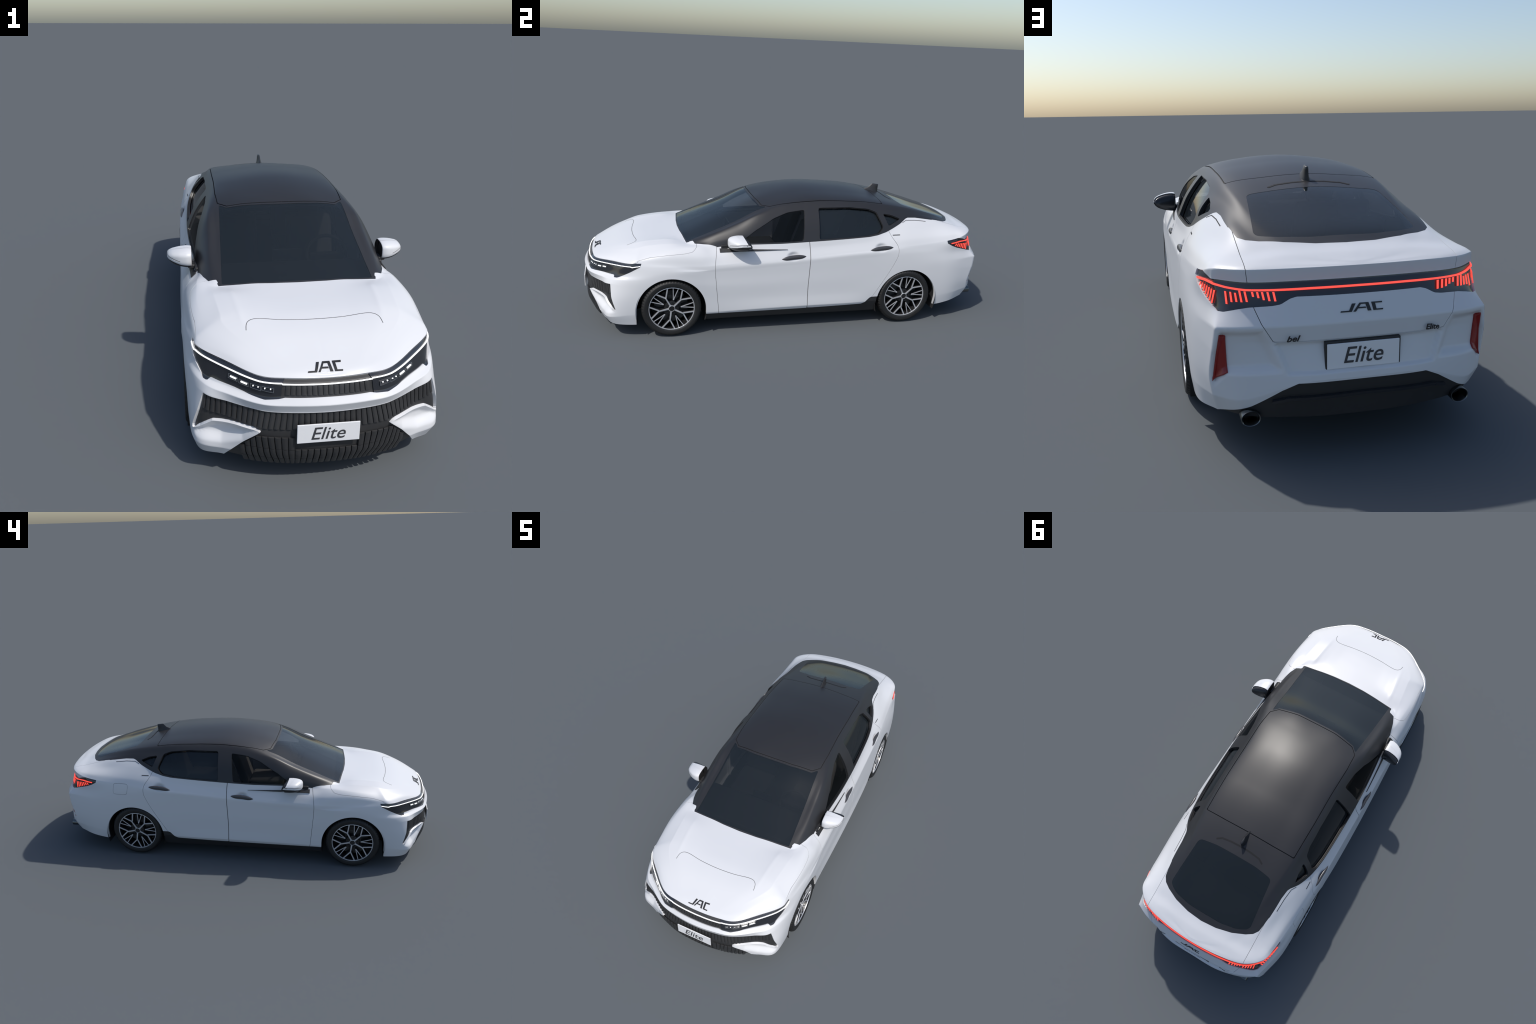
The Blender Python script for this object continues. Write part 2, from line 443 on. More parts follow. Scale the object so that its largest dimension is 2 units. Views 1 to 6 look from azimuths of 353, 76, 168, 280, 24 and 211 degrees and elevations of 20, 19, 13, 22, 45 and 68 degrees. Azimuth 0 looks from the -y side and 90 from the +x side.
# wheel openings -------------------------------------------------------------
FRONT_HUB, REAR_HUB = (-.611, .1375), (.541, .1375)
def arch(cy, cz, r):
    a = np.linspace(0, math.pi, 40)
    return [(cy + r * math.cos(t), cz + r * math.sin(t)) for t in a] + [(cy - r, -.1), (cy + r, -.1)]
for cy, cz, r in ((-.6115, .126, .159), (.552, .117, .160)):
    half.cut(in_poly(side, arch(cy, cz, r), where=lambda V, U: .2 - V[:, 0]), ["body"], "hole")

# black greenhouse -----------------------------------------------------------
BELT = [(-.60, .404), (-.40, .410), (-.33, .419), (-.23, .422), (-.10, .424), (.03, .430), (.236, .438), (.34, .443), (.385, .449), (.43, .461), (.448, .468),
        (.51, .494), (.545, .512), (.56, .516), (.605, .513), (.69, .500), (.75, .486), (.80, .476), (.9, .47)]
COWL = [(0, -.552), (.086, -.549), (.172, -.541), (.257, -.533), (.2575, -.505), (.285, -.497), (.30, -.46), (.314, -.402), (.33, -.39), (.5, -.38)]
HATCH_END = [(0, .859), (.073, .853), (.145, .836), (.20, .812), (.228, .794), (.245, .77), (.255, .70), (.3, .69)]
def greenhouse(V, U):
    x, y, z = V.T
    return np.maximum.reduce([np.interp(y, *zip(*BELT)) - z, np.interp(x, *zip(*COWL)) - y,
                              np.where(z < .56, y - np.interp(x, *zip(*HATCH_END)), -1.0)])
half.cut(greenhouse, ["body"], "roof_frame")

WINDSHIELD = [(-.4, -.547), (.086, -.544), (.172, -.536), (.244, -.528), (.226, -.152), (.20, -.180), (.1, -.196), (-.4, -.201)]
half.cut(in_poly(plan, WINDSHIELD, where=lambda V, U: .40 - V[:, 2]), ["roof_frame"], "windshield")
BACKLIGHT = round_poly([(-.4, .548), (.10, .550), (.186, .562), (.206, .785), (.16, .812), (.08, .827), (-.4, .832)], .02)
half.cut(in_poly(plan, BACKLIGHT), ["roof_frame"], "rear_window")
ROOF = [(-.4, -.191), (.1, -.187), (.20, -.172), (.232, -.138), (.236, -.05), (.2325, .1), (.2325, .25), (.228, .437), (.12, .439), (-.4, .438)]
panel(half, ["roof_frame"], "roof_panel", in_poly(plan, ROOF), .0034)
DOOR_GLASS = [ # side view outlines of the panes
 ("front_window", round_poly([(-.300, .4275), (-.22, .484), (-.13, .534), (-.06, .557), (.024, .566), (.008, .4345), (-.10, .430)], .010)),
 ("rear_door_window", round_poly([(.086, .4385), (.094, .573), (.25, .573), (.35, .563), (.392, .548), (.418, .482), (.395, .457), (.33, .4475), (.236, .443)], .010)),
 ("quarter_window", round_poly([(.424, .541), (.470, .533), (.517, .514), (.446, .487)], .010)),
]
for name, poly in DOOR_GLASS:
    panel(half, ["roof_frame"], name, in_poly(side, poly, where=lambda V, U: .2 - V[:, 0]), .0018)
PILLAR_SEAM = [(.405, .60), (.437, .47)]

# front lamps and grilles ----------------------------------------------------
LAMP_BAND = [(-.3, .288), (.137, .285), (.155, .281), (.200, .276), (.25, .279), (.33, .286), (.42, .291), (.437, .292), (.447, .283), (.475, .284),
             (.510, .297), (.552, .314), (.602, .338), (.604, .37), (.56, .38), (-.3, .38)]
lamp_top = lambda V, U: np.maximum((U[:, 1] - SHOULDER) * .01, V[:, 1] + .70)
half.cut(in_poly(nose, LAMP_BAND, where=lamp_top), ["body"], "headlamp")
half.cut(lambda V, U: nose(V)[0] - .150, ["headlamp"], "upper_grille")
LOWER_GRILLE = [(-.3, .241), (.2, .241), (.33, .248), (.443, .256), (.462, .20), (.500, .132), (.455, .150), (.395, .181), (.30, .187), (.20, .183),
                (.27, .140), (.36, .074), (.33, .0), (-.3, .0)]
half.cut(in_poly(nose, LOWER_GRILLE, where=lambda V, U: V[:, 1] + .70), ["body"], "lower_grille")

# rear lamp, diffuser --------------------------------------------------------
TAIL_BAND = [(-.3, .384), (.190, .384), (.205, .380), (.225, .369), (.245, .366), (.31, .362), (.345, .357), (.385, .350), (.412, .349), (.45, .358), (.52, .373), (.560, .386),
             (.588, .400), (.58, .45), (-.3, .45)]
half.cut(in_poly(tail, TAIL_BAND, where=lambda V, U: np.maximum.reduce([(U[:, 1] - ramp(U[:, 0], [(14, 7.), (15.2, 7.), (15.9, 6.), (19, 6.)])) * .01, .72 - V[:, 1]])), ["body"], "tail_lamp")
DIFFUSER = [(-.3, .196), (.150, .197), (.185, .180), (.25, .138), (.33, .100), (.40, .02), (-.3, .02)]
half.cut(in_poly(back, DIFFUSER, where=lambda V, U: .84 - V[:, 1]), ["body"], "diffuser")

# sill -----------------------------------------------------------------------
SILL = [(-.60, .102), (-.28, .104), (.035, .107), (.253, .111), (.312, .112), (.330, .120), (.353, .143), (.365, .147), (.45, .147), (.45, -.1), (-.60, -.1)]
half.cut(in_poly(side, SILL, where=lambda V, U: .2 - V[:, 0]), ["body"], "sill")

# doors and lids -------------------------------------------------------------
GAP = .0017
B_SEAM = [(.034, .107), (.033, .157), (.033, .224), (.037, .312), (.039, .388), (.035, .445)]
A_SEAM = [(-.396, .440), (-.406, .389), (-.413, .342), (-.413, .30), (-.405, .208), (-.393, .09)]
C_SEAM = [(.336, .112), (.362, .139), (.399, .196), (.448, .274), (.482, .340), (.4895, .372), (.484, .402), (.458, .440), (.440, .475)]
SEAM_SETS = [("front_door", list(smooth_poly(A_SEAM, 6, False)) + [np.array((.034, .09))] + list(smooth_poly(B_SEAM, 6, False)) + [np.array((.03, .6)), np.array((-.39, .6))]),
             ("rear_door", list(smooth_poly(B_SEAM, 6, False)[::-1]) + [np.array((.336, .09))] + list(smooth_poly(C_SEAM, 6, False)) + [np.array((.43, .6)), np.array((.03, .6))])]
for name, poly in SEAM_SETS:
    panel(half, ["body"], name, in_poly(side, poly, where=lambda V, U: .2 - V[:, 0]), GAP)
HOOD = [(-.478, .45), (-.488, .420), (-.500, .408), (-.514, .398), (-.545, .393), (-.62, .388), (-.70, .378), (-.755, .364), (-.80, .30), (-1.2, .20), (-1.2, .6), (-.478, .6)]
hood_front = lambda V, U: (SHOULDER - U[:, 1]) * .01
panel(half, ["body"], "hood", in_poly(side, HOOD, where=hood_front), .0010)
LID = [(.251, .60), (.2505, .44), (.247, .41), (.237, .36), (.225, .330), (.200, .288), (.16, .287), (-.3, .287), (-.3, .6)]
panel(half, ["body"], "tailgate", in_poly(back, LID, where=lambda V, U: .72 - V[:, 1]), .0014)
half.cut(lambda V, U: V[:, 1] - np.interp(V[:, 2], [.06, .20, .34, .40], [-.70, -.72, -.745, -.75]), ["body"], "front_bumper")
half.cut(lambda V, U: np.interp(V[:, 2], [.06, .24, .37, .42], [.66, .70, .80, .84]) - V[:, 1], ["body"], "rear_bumper")
half.cut(lambda V, U: V[:, 1], ["body"], "front_fender")

left = half.mirrored()
FUEL = round_poly([(.574, .404), (.656, .405), (.660, .347), (.580, .347)], .014)
panel(left, ["body"], "fuel_flap", in_poly(side, FUEL, where=lambda V, U: V[:, 0] + .2), .0013)

# ------------------------------------------------------- faces to real objects
def piece(name, label, mat, lift=0.0, depth=0.008, halves=(half, left), parent=None, shift=(0, 0, 0)):
    verts, faces, norms = [], [], []
    base = 0
    for s in halves:
        if label not in s.names:
            continue
        T = s.T[s.L == s.code(label)]
        if not len(T):
            continue
        ids, inv = np.unique(T, return_inverse=True)
        T = inv.reshape(-1, 3)
        P, N = s.V[ids], s.N[ids]
        outer = P + N * lift + np.array(shift)
        e = np.concatenate([T[:, [0, 1]], T[:, [1, 2]], T[:, [2, 0]]])
        key = np.sort(e, 1)
        _, first, inv2, cnt = np.unique(key, axis=0, return_index=True, return_inverse=True, return_counts=True)
        rim = e[first[cnt == 1]]
        mid = (np.abs(P[rim[:, 0], 0]) < 2e-3) & (np.abs(P[rim[:, 1], 0]) < 2e-3)
        rim = rim[~mid]
        inner = outer - N * depth
        n = len(P)
        verts += [outer, inner]
        faces += [tuple(t + base) for t in T]
        norms += list(N[T.ravel()])
        for a, b in rim:
            faces.append((base + b, base + a, base + n + a, base + n + b))
            fn = np.cross(outer[a] - outer[b], inner[a] - outer[b])
            fn = fn / max(np.linalg.norm(fn), 1e-9)
            norms += [fn] * 4
        base += 2 * n
    if not verts:
        return None
    return mesh_object(name, np.concatenate(verts), faces, mat, parent, normals=[tuple(map(float, v)) for v in norms])

both, right_only, left_only = (half, left), (half,), (left,)
piece("hood", "hood", WHITE)
piece("tailgate", "tailgate", WHITE)
piece("front_bumper", "front_bumper", WHITE, depth=.022)
piece("rear_bumper", "rear_bumper", WHITE, depth=.012)
piece("roof_panel", "roof_panel", BLACK)
piece("roof_frame", "roof_frame", BLACK, depth=.012)
piece("headliner", "roof_panel", LINING, lift=-.018, depth=.004)
piece("windshield", "windshield", GLASS, lift=-.001, depth=.004)
piece("rear_window", "rear_window", DARKGLASS, lift=-.0005, depth=.004)
piece("panel_gap", "gap", SEAMS, lift=-.0035, depth=.002)
piece("lower_grille", "lower_grille", GRILLE, lift=-.009, depth=.01)
piece("upper_grille", "upper_grille", GRILLE, lift=-.006, depth=.006)
piece("diffuser", "diffuser", PLASTIC, lift=-.003, depth=.02)
piece("tail_lamp", "tail_lamp", LAMPGLASS, lift=-.004, depth=.012)
for h in (right_only, left_only):
    piece("front_fender", "front_fender", WHITE, depth=.015, halves=h)
    piece("rear_quarter_panel", "body", WHITE, depth=.015, halves=h)
    piece("front_door", "front_door", WHITE, halves=h)
    piece("rear_door", "rear_door", WHITE, halves=h)
    piece("sill", "sill", PLASTIC, halves=h, lift=-.002, depth=.015)
    piece("headlamp", "headlamp", LAMPGLASS, halves=h, lift=-.003, depth=.012)
    for name in ("front_window", "rear_door_window", "quarter_window"):
        piece(name, name, CLEARGLASS if name == "front_window" else GLASS, halves=h, lift=-.002 if name == "front_window" else -.014, depth=.004)
piece("fuel_flap", "fuel_flap", WHITE, halves=left_only)

# ----------------------------------------------------- pieces laid on a surface
class Skin:
    """Maps flat outlines in a projection onto faces of the shell."""
    def __init__(self, surf, labels, proj, where=None):
        T = surf.T[surf.mask(labels)]
        if where is not None:
            T = T[where(surf.V[T].mean(1))]
        a, b = proj(surf.V * [abs(1), 1, 1])
        self.s, self.T = surf, T
        self.A = np.stack([a, b], 1)[T]
    def __call__(self, pts, lift=0.0):
        pts = np.asarray(pts, float)
        P0, P1, P2 = self.A[:, 0], self.A[:, 1], self.A[:, 2]
        den = (P1[:, 0]-P0[:, 0])*(P2[:, 1]-P0[:, 1]) - (P2[:, 0]-P0[:, 0])*(P1[:, 1]-P0[:, 1])
        den = np.where(np.abs(den) < 1e-14, 1e-14, den)
        out = np.zeros((len(pts), 3)); nor = np.zeros((len(pts), 3))
        for i, p in enumerate(pts):
            u = ((p[0]-P0[:, 0])*(P2[:, 1]-P0[:, 1]) - (P2[:, 0]-P0[:, 0])*(p[1]-P0[:, 1])) / den
            v = ((P1[:, 0]-P0[:, 0])*(p[1]-P0[:, 1]) - (p[0]-P0[:, 0])*(P1[:, 1]-P0[:, 1])) / den
            bad = np.maximum.reduce([-u, -v, u + v - 1, np.zeros_like(u)])
            near = np.hypot(*(self.A.mean(1) - p).T)
            k = np.argmin(np.minimum(bad, 50) * .004 + near * .05 + (bad > 1e-6) * .002)
            uu, vv = np.clip(u[k], -1.5, 2.5), np.clip(v[k], -1.5, 2.5)
            w = np.array([1 - uu - vv, uu, vv])
            out[i] = w @ self.s.V[self.T[k]]
            n = w @ self.s.N[self.T[k]]
            nor[i] = n / max(np.linalg.norm(n), 1e-9)
        return out + nor * lift if np.ndim(lift) == 0 else out + nor * np.asarray(lift)[:, None]

def slab(top, bottom, ncols):
    """Closed strip: top and bottom are grids of points, ncols points per row."""
    n = len(top); rows = n // ncols
    V = np.concatenate([top, bottom]); F = []
    g = np.arange(n).reshape(rows, ncols)
    for r in range(rows - 1):
        for c in range(ncols - 1):
            q = (g[r, c], g[r, c+1], g[r+1, c+1], g[r+1, c])
            F.append(q); F.append(tuple(k + n for k in q[::-1]))
    ring = list(g[0, :]) + list(g[1:, -1]) + list(g[-1, -2::-1]) + list(g[-2:0:-1, 0])
    for i in range(len(ring)):
        a, b = ring[i], ring[(i + 1) % len(ring)]
        F.append((b, a, a + n, b + n))
    return V, F

def flip(V, F):
    return np.asarray(V) * [-1, 1, 1], [tuple(f[::-1]) for f in F]

def join(parts):
    Vs, Fs, b = [], [], 0
    for V, F in parts:
        Vs.append(np.asarray(V, float)); Fs += [tuple(i + b for i in f) for f in F]; b += len(V)
    return np.concatenate(Vs), Fs

def ribbon(skin, path, half_width, lift, thick, step=.006, vertical=True):
    """Raised line following a path of (a, b) points on the skin."""
    path = np.asarray(path, float)
    out = [path[0]]
    for p, q in zip(path[:-1], path[1:]):
        n = max(1, int(np.linalg.norm(q - p) / step))
        out += [p + (q - p) * k / n for k in range(1, n + 1)]
    C = np.array(out)
    if vertical:
        off = np.array([[0, 1.0]]) * np.ones((len(C), 1))
    else:
        t = np.gradient(C, axis=0); t /= np.maximum(np.linalg.norm(t, axis=1), 1e-9)[:, None]
        off = np.stack([-t[:, 1], t[:, 0]], 1)
    pts = np.stack([C - off * half_width, C + off * half_width], 1).reshape(-1, 2)
    top = skin(pts, lift); bot = skin(pts, lift - thick)
    return slab(top, bot, 2)

def patch(skin, quad, lift, thick, n=3, m=4, bulge=0.0):
    """Four-cornered raised patch; corners in (a, b)."""
    q = np.asarray(quad, float)
    pts, lf = [], []
    for i in range(m + 1):
        for j in range(n + 1):
            u, v = j / n, i / m
            pts.append((1-v)*((1-u)*q[0] + u*q[1]) + v*((1-u)*q[3] + u*q[2]))
            lf.append(lift + bulge * (4*u*(1-u)))
    lf = np.array(lf)
    return slab(skin(pts, lf), skin(pts, lift - thick), n + 1)

def box(cx, cy, cz, sx, sy, sz):
    V = [(cx + sx*i, cy + sy*j, cz + sz*k) for i in (-.5, .5) for j in (-.5, .5) for k in (-.5, .5)]
    F = [(0, 1, 3, 2), (4, 6, 7, 5), (0, 4, 5, 1), (2, 3, 7, 6), (0, 2, 6, 4), (1, 5, 7, 3)]
    return np.array(V), F

def bevel(obj, width, segments=2):
    mod = obj.modifiers.new("bevel", "BEVEL")
    mod.width, mod.segments, mod.limit_method = width, segments, "ANGLE"
    return obj

def place(V, origin, ex, ey, ez):
    return np.asarray(origin) + np.asarray(V) @ np.array([ex, ey, ez])

# light guides ---------------------------------------------------------------
lamp_skin = Skin(half, ["headlamp", "upper_grille"], nose)
guide = [(.0, .3170), (.06, .3178), (.1495, .3192), (.153, .3212), (.227, .3218), (.30, .3260), (.374, .3307), (.45, .3350), (.518, .3378), (.545, .3388), (.560, .3360), (.60, .3425)]
parts = []
V_, F_ = ribbon(lamp_skin, guide, .0015, .0010, .003)
parts += [(V_, F_), flip(V_, F_)]
mesh_object("daytime_light_strip", *join(parts), LIGHT, angle=40)

MODULES = [(.196, .303), (.241, .3035), (.290, .306), (.338, .311)]
for sgn in (1, -1):
    frames, bars, cores = [], [], []
    for k, (q, z) in enumerate(MODULES):
        w, h, tilt = .0215, .0062, .07
        cor = lambda w, h: [(q - w, z - h - tilt*w), (q + w, z - h + tilt*w), (q + w, z + h + tilt*w), (q - w, z + h - tilt*w)]
        o, i = cor(w, h), cor(w - .0020, h - .0012)
        for a in range(4):
            b = (a + 1) % 4
            frames.append(patch(lamp_skin, [o[a], o[b], i[b], i[a]], .0006, .003, 4, 1))
        if k >= 2:
            bars.append(patch(lamp_skin, cor(w * .62, .0017), .0008, .003, 4, 1))
        else:
            for dq in (-.010, .010):
                c = [(q + dq - .0015, z + .0005), (q + dq + .0015, z + .0005), (q + dq + .0015, z + .0035), (q + dq - .0015, z + .0035)]
                bars.append(patch(lamp_skin, c, .0008, .003, 1, 1))
    for nm, pp, mt in (("lamp_frame", frames, CHROME), ("lamp_bulb", bars, LIGHT)):
        Vj, Fj = join(pp)
        if sgn < 0:
            Vj, Fj = flip(Vj, Fj)
        mesh_object(nm, Vj, Fj, mt, smooth=False)

# grille fins: one named object each ------------------------------------------
def fins(name, skin, spans, lift, thick, bulge, mat):
    for quad in spans:
        V_, F_ = patch(skin, quad, lift, thick, 4, 5, bulge)
        mesh_object(name, V_, F_, mat, angle=50)
        mesh_object(name, *flip(V_, F_), mat, angle=50)

def even(skin, z, q0, q1, pitch):
    """Positions along the unrolled width that lie a constant real distance apart."""
    qs = np.linspace(q0, q1, 90)
    P = skin(np.stack([qs, np.broadcast_to(z(qs), qs.shape)], 1))
    arc = np.concatenate([[0], np.cumsum(np.linalg.norm(np.diff(P, axis=0), axis=1))])
    n = int(arc[-1] / pitch)
    return np.interp(np.arange(n + 1) * pitch, arc, qs)

def cells(qs, low, high, groove=.085):
    out = []
    for a, b in zip(qs[:-1], qs[1:]):
        m = (b - a) * groove
        a, b = a + m, b - m
        la, lb, ha, hb = low(a), low(b), high(a), high(b)
        if min(ha - la, hb - lb) > .006:
            out.append([(a, la), (b, lb), (b, hb), (a, ha)])
    return out

qs = even(lamp_skin, lambda q: .305 + 0 * q, .0, .149, .0142)
fins("grille_fin", lamp_skin, cells(qs, lambda q: .2905, lambda q: .3155), -.0035, .003, .0012, GRILLE)
low_skin = Skin(half, ["lower_grille"], nose)
top = lambda q: np.interp(q, [0, .2, .33, .443], [.2385, .2385, .2455, .253])
qs = even(low_skin, lambda q: top(q) - .02, .0, .452, .0156)
fins("grille_fin", low_skin, cells(qs, lambda q: np.interp(q, [0, .2, .33, .395, .45], [.190, .193, .202, .206, .214]), top), -.006, .004, .0022, GRILLE)
edge = lambda q: np.interp(q, [.19, .20, .27, .36], [.186, .180, .138, .074]) - .004
qs = even(low_skin, lambda q: .12 + 0 * q, .0, .30, .0172)
fins("grille_fin", low_skin, cells([q for q in qs if q > .10], lambda q: .1275, lambda q: min(.166, edge(q))), -.003, .004, .0015, GRILLE)
fins("grille_fin", low_skin, cells(qs, lambda q: .090, lambda q: min(.1262, edge(q))), -.003, .004, .0015, GRILLE)
fins("grille_fin", low_skin, cells(qs, lambda q: .066, lambda q: min(.089, edge(q) - .003)), -.003, .004, .0015, GRILLE)

# tail light bars ------------------------------------------------------------
tail_skin = Skin(half, ["tail_lamp"], tail)
tail_guide = [(.0, .4005), (.15, .400), (.25, .3985), (.33, .398), (.40, .4005), (.454, .4045), (.50, .4045), (.563, .3985)]
V_, F_ = ribbon(tail_skin, tail_guide, .0021, .001, .004)
mesh_object("tail_light_strip", *join([(V_, F_), flip(V_, F_)]), RED, angle=40)
bars = []
TOPS = (.3945, .3945, .3945, .3945, .3945, .395, .396, .391, .392, .392)
LOWS = (.3755, .376, .378, .382, .3845, .3735, .3725, .3725, .3715, .3665)
for k in range(10):           # rear-facing slanted bars, innermost first
    q, hi, lo = .238 + k * .0155, TOPS[k], LOWS[k]
    bars.append([(q, lo), (q + .0055, lo), (q + .0055 + (hi - lo) * .55, hi), (q + (hi - lo) * .55, hi)])
for k in range(7):            # bars wrapping onto the flank
    q = .432 + k * .0150
    lo, hi = .3605 + .0040 * k, .3905 + .0008 * k
    bars.append([(q + .0105, lo), (q + .0155, lo), (q + .0065, hi), (q + .0015, hi)])
for quad in bars:
    V_, F_ = patch(tail_skin, quad, .0006, .002, 1, 3)
    mesh_object("tail_light_bar", V_, F_, RED, smooth=False)
    mesh_object("tail_light_bar", *flip(V_, F_), RED, smooth=False)

# reflectors -----------------------------------------------------------------
bump_skin = Skin(half, ["rear_bumper"], back, where=lambda c: c[:, 1] > .84)
quad = [(.329, .186), (.296, .213), (.299, .299), (.314, .303)]
Vr, Fr = patch(bump_skin, [quad[0], quad[1], quad[2], quad[3]], .004, .01, 4, 8, .002)
bevel(mesh_object("rear_reflector", Vr, Fr, REFLECT, angle=40), .0015)
bevel(mesh_object("rear_reflector", *flip(Vr, Fr), REFLECT, angle=40), .0015)

# lettering ------------------------------------------------------------------
def bold_letters():
    """Badge letters as slanted bars on a 3 by 1 field centred on zero."""
    def bar(p, q, w, cut=(0, 0)):
        p, q = np.array(p, float), np.array(q, float)
        d = (q - p) / np.linalg.norm(q - p); n = np.array([-d[1], d[0]]) * w / 2
        return [p - n, q - n, q + n, p + n]
    B = []
    B += [[(-1.50, -.5), (-.72, -.5), (-.74, -.34), (-1.47, -.34)]]          # J foot
    B += [[(-.93, -.5), (-.71, -.5), (-.56, .46), (-.81, .46)]]              # J stem
    B += [[(-.60, -.5), (-.42, -.5), (-.12, .5), (-.29, .5)]]                # A left leg
    B += [[(-.29, .33), (.24, .33), (.21, .5), (-.27, .5)]]                  # A top
    B += [[(.43, -.5), (.68, -.5), (.34, .5), (.11, .5)]]                    # A right leg
    B += [[(-.36, -.16), (.27, -.16), (.20, .0), (-.31, .0)]]            # A bar
    B += [[(.60, .34), (1.33, .34), (1.33, .5), (.55, .5)]]                  # C top
    B += [[(.83, -.5), (1.06, -.5), (.79, .5), (.55, .5)]]                   # C stem
    B += [[(.85, -.5), (1.50, -.5), (1.50, -.34), (.90, -.34)]]              # C foot
    return [[(p[0] + .18 * p[1], p[1]) for p in poly] for poly in B]       # lean

def two_sided(surf_r, surf_l, labels, proj, where=None):
    """Skin spanning both halves for pieces that cross the centre line."""
    s = Surface.__new__(Surface)
    n = len(surf_r.V)
    s.V = np.concatenate([surf_r.V, surf_l.V]); s.N = np.concatenate([surf_r.N, surf_l.N]); s.U = np.concatenate([surf_r.U, surf_l.U])
    s.T = np.concatenate([surf_r.T, surf_l.T + n]); s.L = np.concatenate([surf_r.L, surf_l.L]); s.names = surf_r.names
    return Skin(s, labels, proj, where)

lid_skin = two_sided(half, left, ["tailgate"], back, where=lambda c: c[:, 1] > .94)
hood_skin = two_sided(half, left, ["hood"], back, where=lambda c: (c[:, 1] < -.86) & (np.abs(c[:, 0]) < .2))
def badge(skin, cx, cz, w, h, flipx):
    prs = []
    for poly in bold_letters():
        q = [(cx + flipx * p[0] * w / 3, cz + p[1] * h) for p in poly]
        if flipx < 0:
            q = q[::-1]
        prs.append(patch(skin, q, .0016, .004, 2, 2))
    return join(prs)
mesh_object("hood_badge", *badge(hood_skin, 0, .3445, .094, .0145, 1), INK, smooth=False)
mesh_object("tailgate_badge", *badge(lid_skin, 0, .3555, .098, .0175, -1), INK, smooth=False)

def text_mesh(word, bold=0.0, shear=.2, stretch=1.0):
    cu = bpy.data.curves.new(word + "_text", "FONT")
    cu.body = word; cu.align_x = "CENTER"; cu.align_y = "CENTER"
    cu.offset = bold; cu.shear = shear; cu.extrude = .02; cu.resolution_u = 5
    ob = bpy.data.objects.new("text_helper", cu)
    bpy.context.scene.collection.objects.link(ob)
    dg = bpy.context.evaluated_depsgraph_get()
    me = ob.evaluated_get(dg).to_mesh()
    V = np.array([v.co[:] for v in me.vertices]); F = [tuple(p.vertices) for p in me.polygons]
    ob.evaluated_get(dg).to_mesh_clear()
    bpy.data.objects.remove(ob)
    V[:, 0] *= stretch
    for a in (0, 1):
        V[:, a] -= (V[:, a].max() + V[:, a].min()) / 2
    return V / (V[:, 0].max() - V[:, 0].min()), F

def put_text(name, word, origin, right, up, width, mat, bold=0.0, shear=.2, stretch=1.0, thick=.0012):
    V, F = text_mesh(word, bold, shear, stretch)
    right, up = np.array(right, float), np.array(up, float)
    out = np.cross(right, up)
    V = V.copy(); zmax = max(abs(V[:, 2]).max(), 1e-9)
    W = np.asarray(origin) + np.outer(V[:, 0] * width, right) + np.outer(V[:, 1] * width, up) + np.outer(V[:, 2] / zmax * thick, out)
    return mesh_object(name, W, F, mat, smooth=False)

# number plates --------------------------------------------------------------
front_plate = bevel(mesh_object("front_plate", *box(0, -1.000, .1855, .168, .004, .056), PLATE, smooth=False), .001)
front_plate.rotation_euler = (0, 0, 0)
put_text("plate_lettering", "Elite", (0, -1.0022, .1855), (1, 0, 0), (0, 0, 1), .092, INKGREY, .004, .25, 1.0, .0005)
rear_back = bevel(mesh_object("plate_surround", *box(0, .978, .2505, .176, .014, .068), PLASTIC, smooth=False), .002)
rear_plate = bevel(mesh_object("rear_plate", *box(0, .9855, .2505, .168, .004, .058), PLATE, smooth=False), .001)
put_text("plate_lettering", "Elite", (0, .988, .2515), (-1, 0, 0), (0, 0, 1), .092, INKGREY, .004, .25, 1.0, .0005)
put_text("tailgate_lettering", "bel", (.158, .9815, .298), (-1, -.04, 0), (0, 0, 1), .031, INK, .012, .35, 1.3)
put_text("tailgate_lettering", "Elite", (-.166, .9810, .298), (-1, .04, 0), (0, 0, 1), .031, INK, .01, .2)

# wheels ---------------------------------------------------------------------
def lathe(profile, n, notch=None):
    """Revolve (radius, x) pairs about the x axis."""
    V, F = [], []
    m = len(profile)
    for k in range(n):
        a = 2 * math.pi * k / n
        for j, (r, x) in enumerate(profile):
            rr = r - (notch(j, k) if notch else 0)
            V.append((x, rr * math.cos(a), rr * math.sin(a)))
    for k in range(n):
        for j in range(m - 1):
            a, b = k * m + j, ((k + 1) % n) * m + j
            F.append((a, a + 1, b + 1, b))
    return np.array(V), F

def bar3(p, q, w0, w1, x0, x1, drop=0.0):
    """Spoke bar between two points in the wheel plane, outer face at x0 (lower by drop at the far end)."""
    p, q = np.array(p, float), np.array(q, float)
    d = (q - p) / np.linalg.norm(q - p); n = np.array([-d[1], d[0]])
    V = []
    for pt, w, xs in ((p, w0, x0), (q, w1, x0 - drop)):
        for s in (-1, 1):
            V.append((xs, *(pt + n * s * w / 2)))
        for s in (-1, 1):
            V.append((x1, *(pt + n * s * w / 2 * 1.25)))
    F = [(0, 1, 5, 4), (2, 6, 7, 3), (0, 4, 6, 2), (1, 3, 7, 5), (0, 2, 3, 1), (4, 5, 7, 6)]
    return np.array(V), F

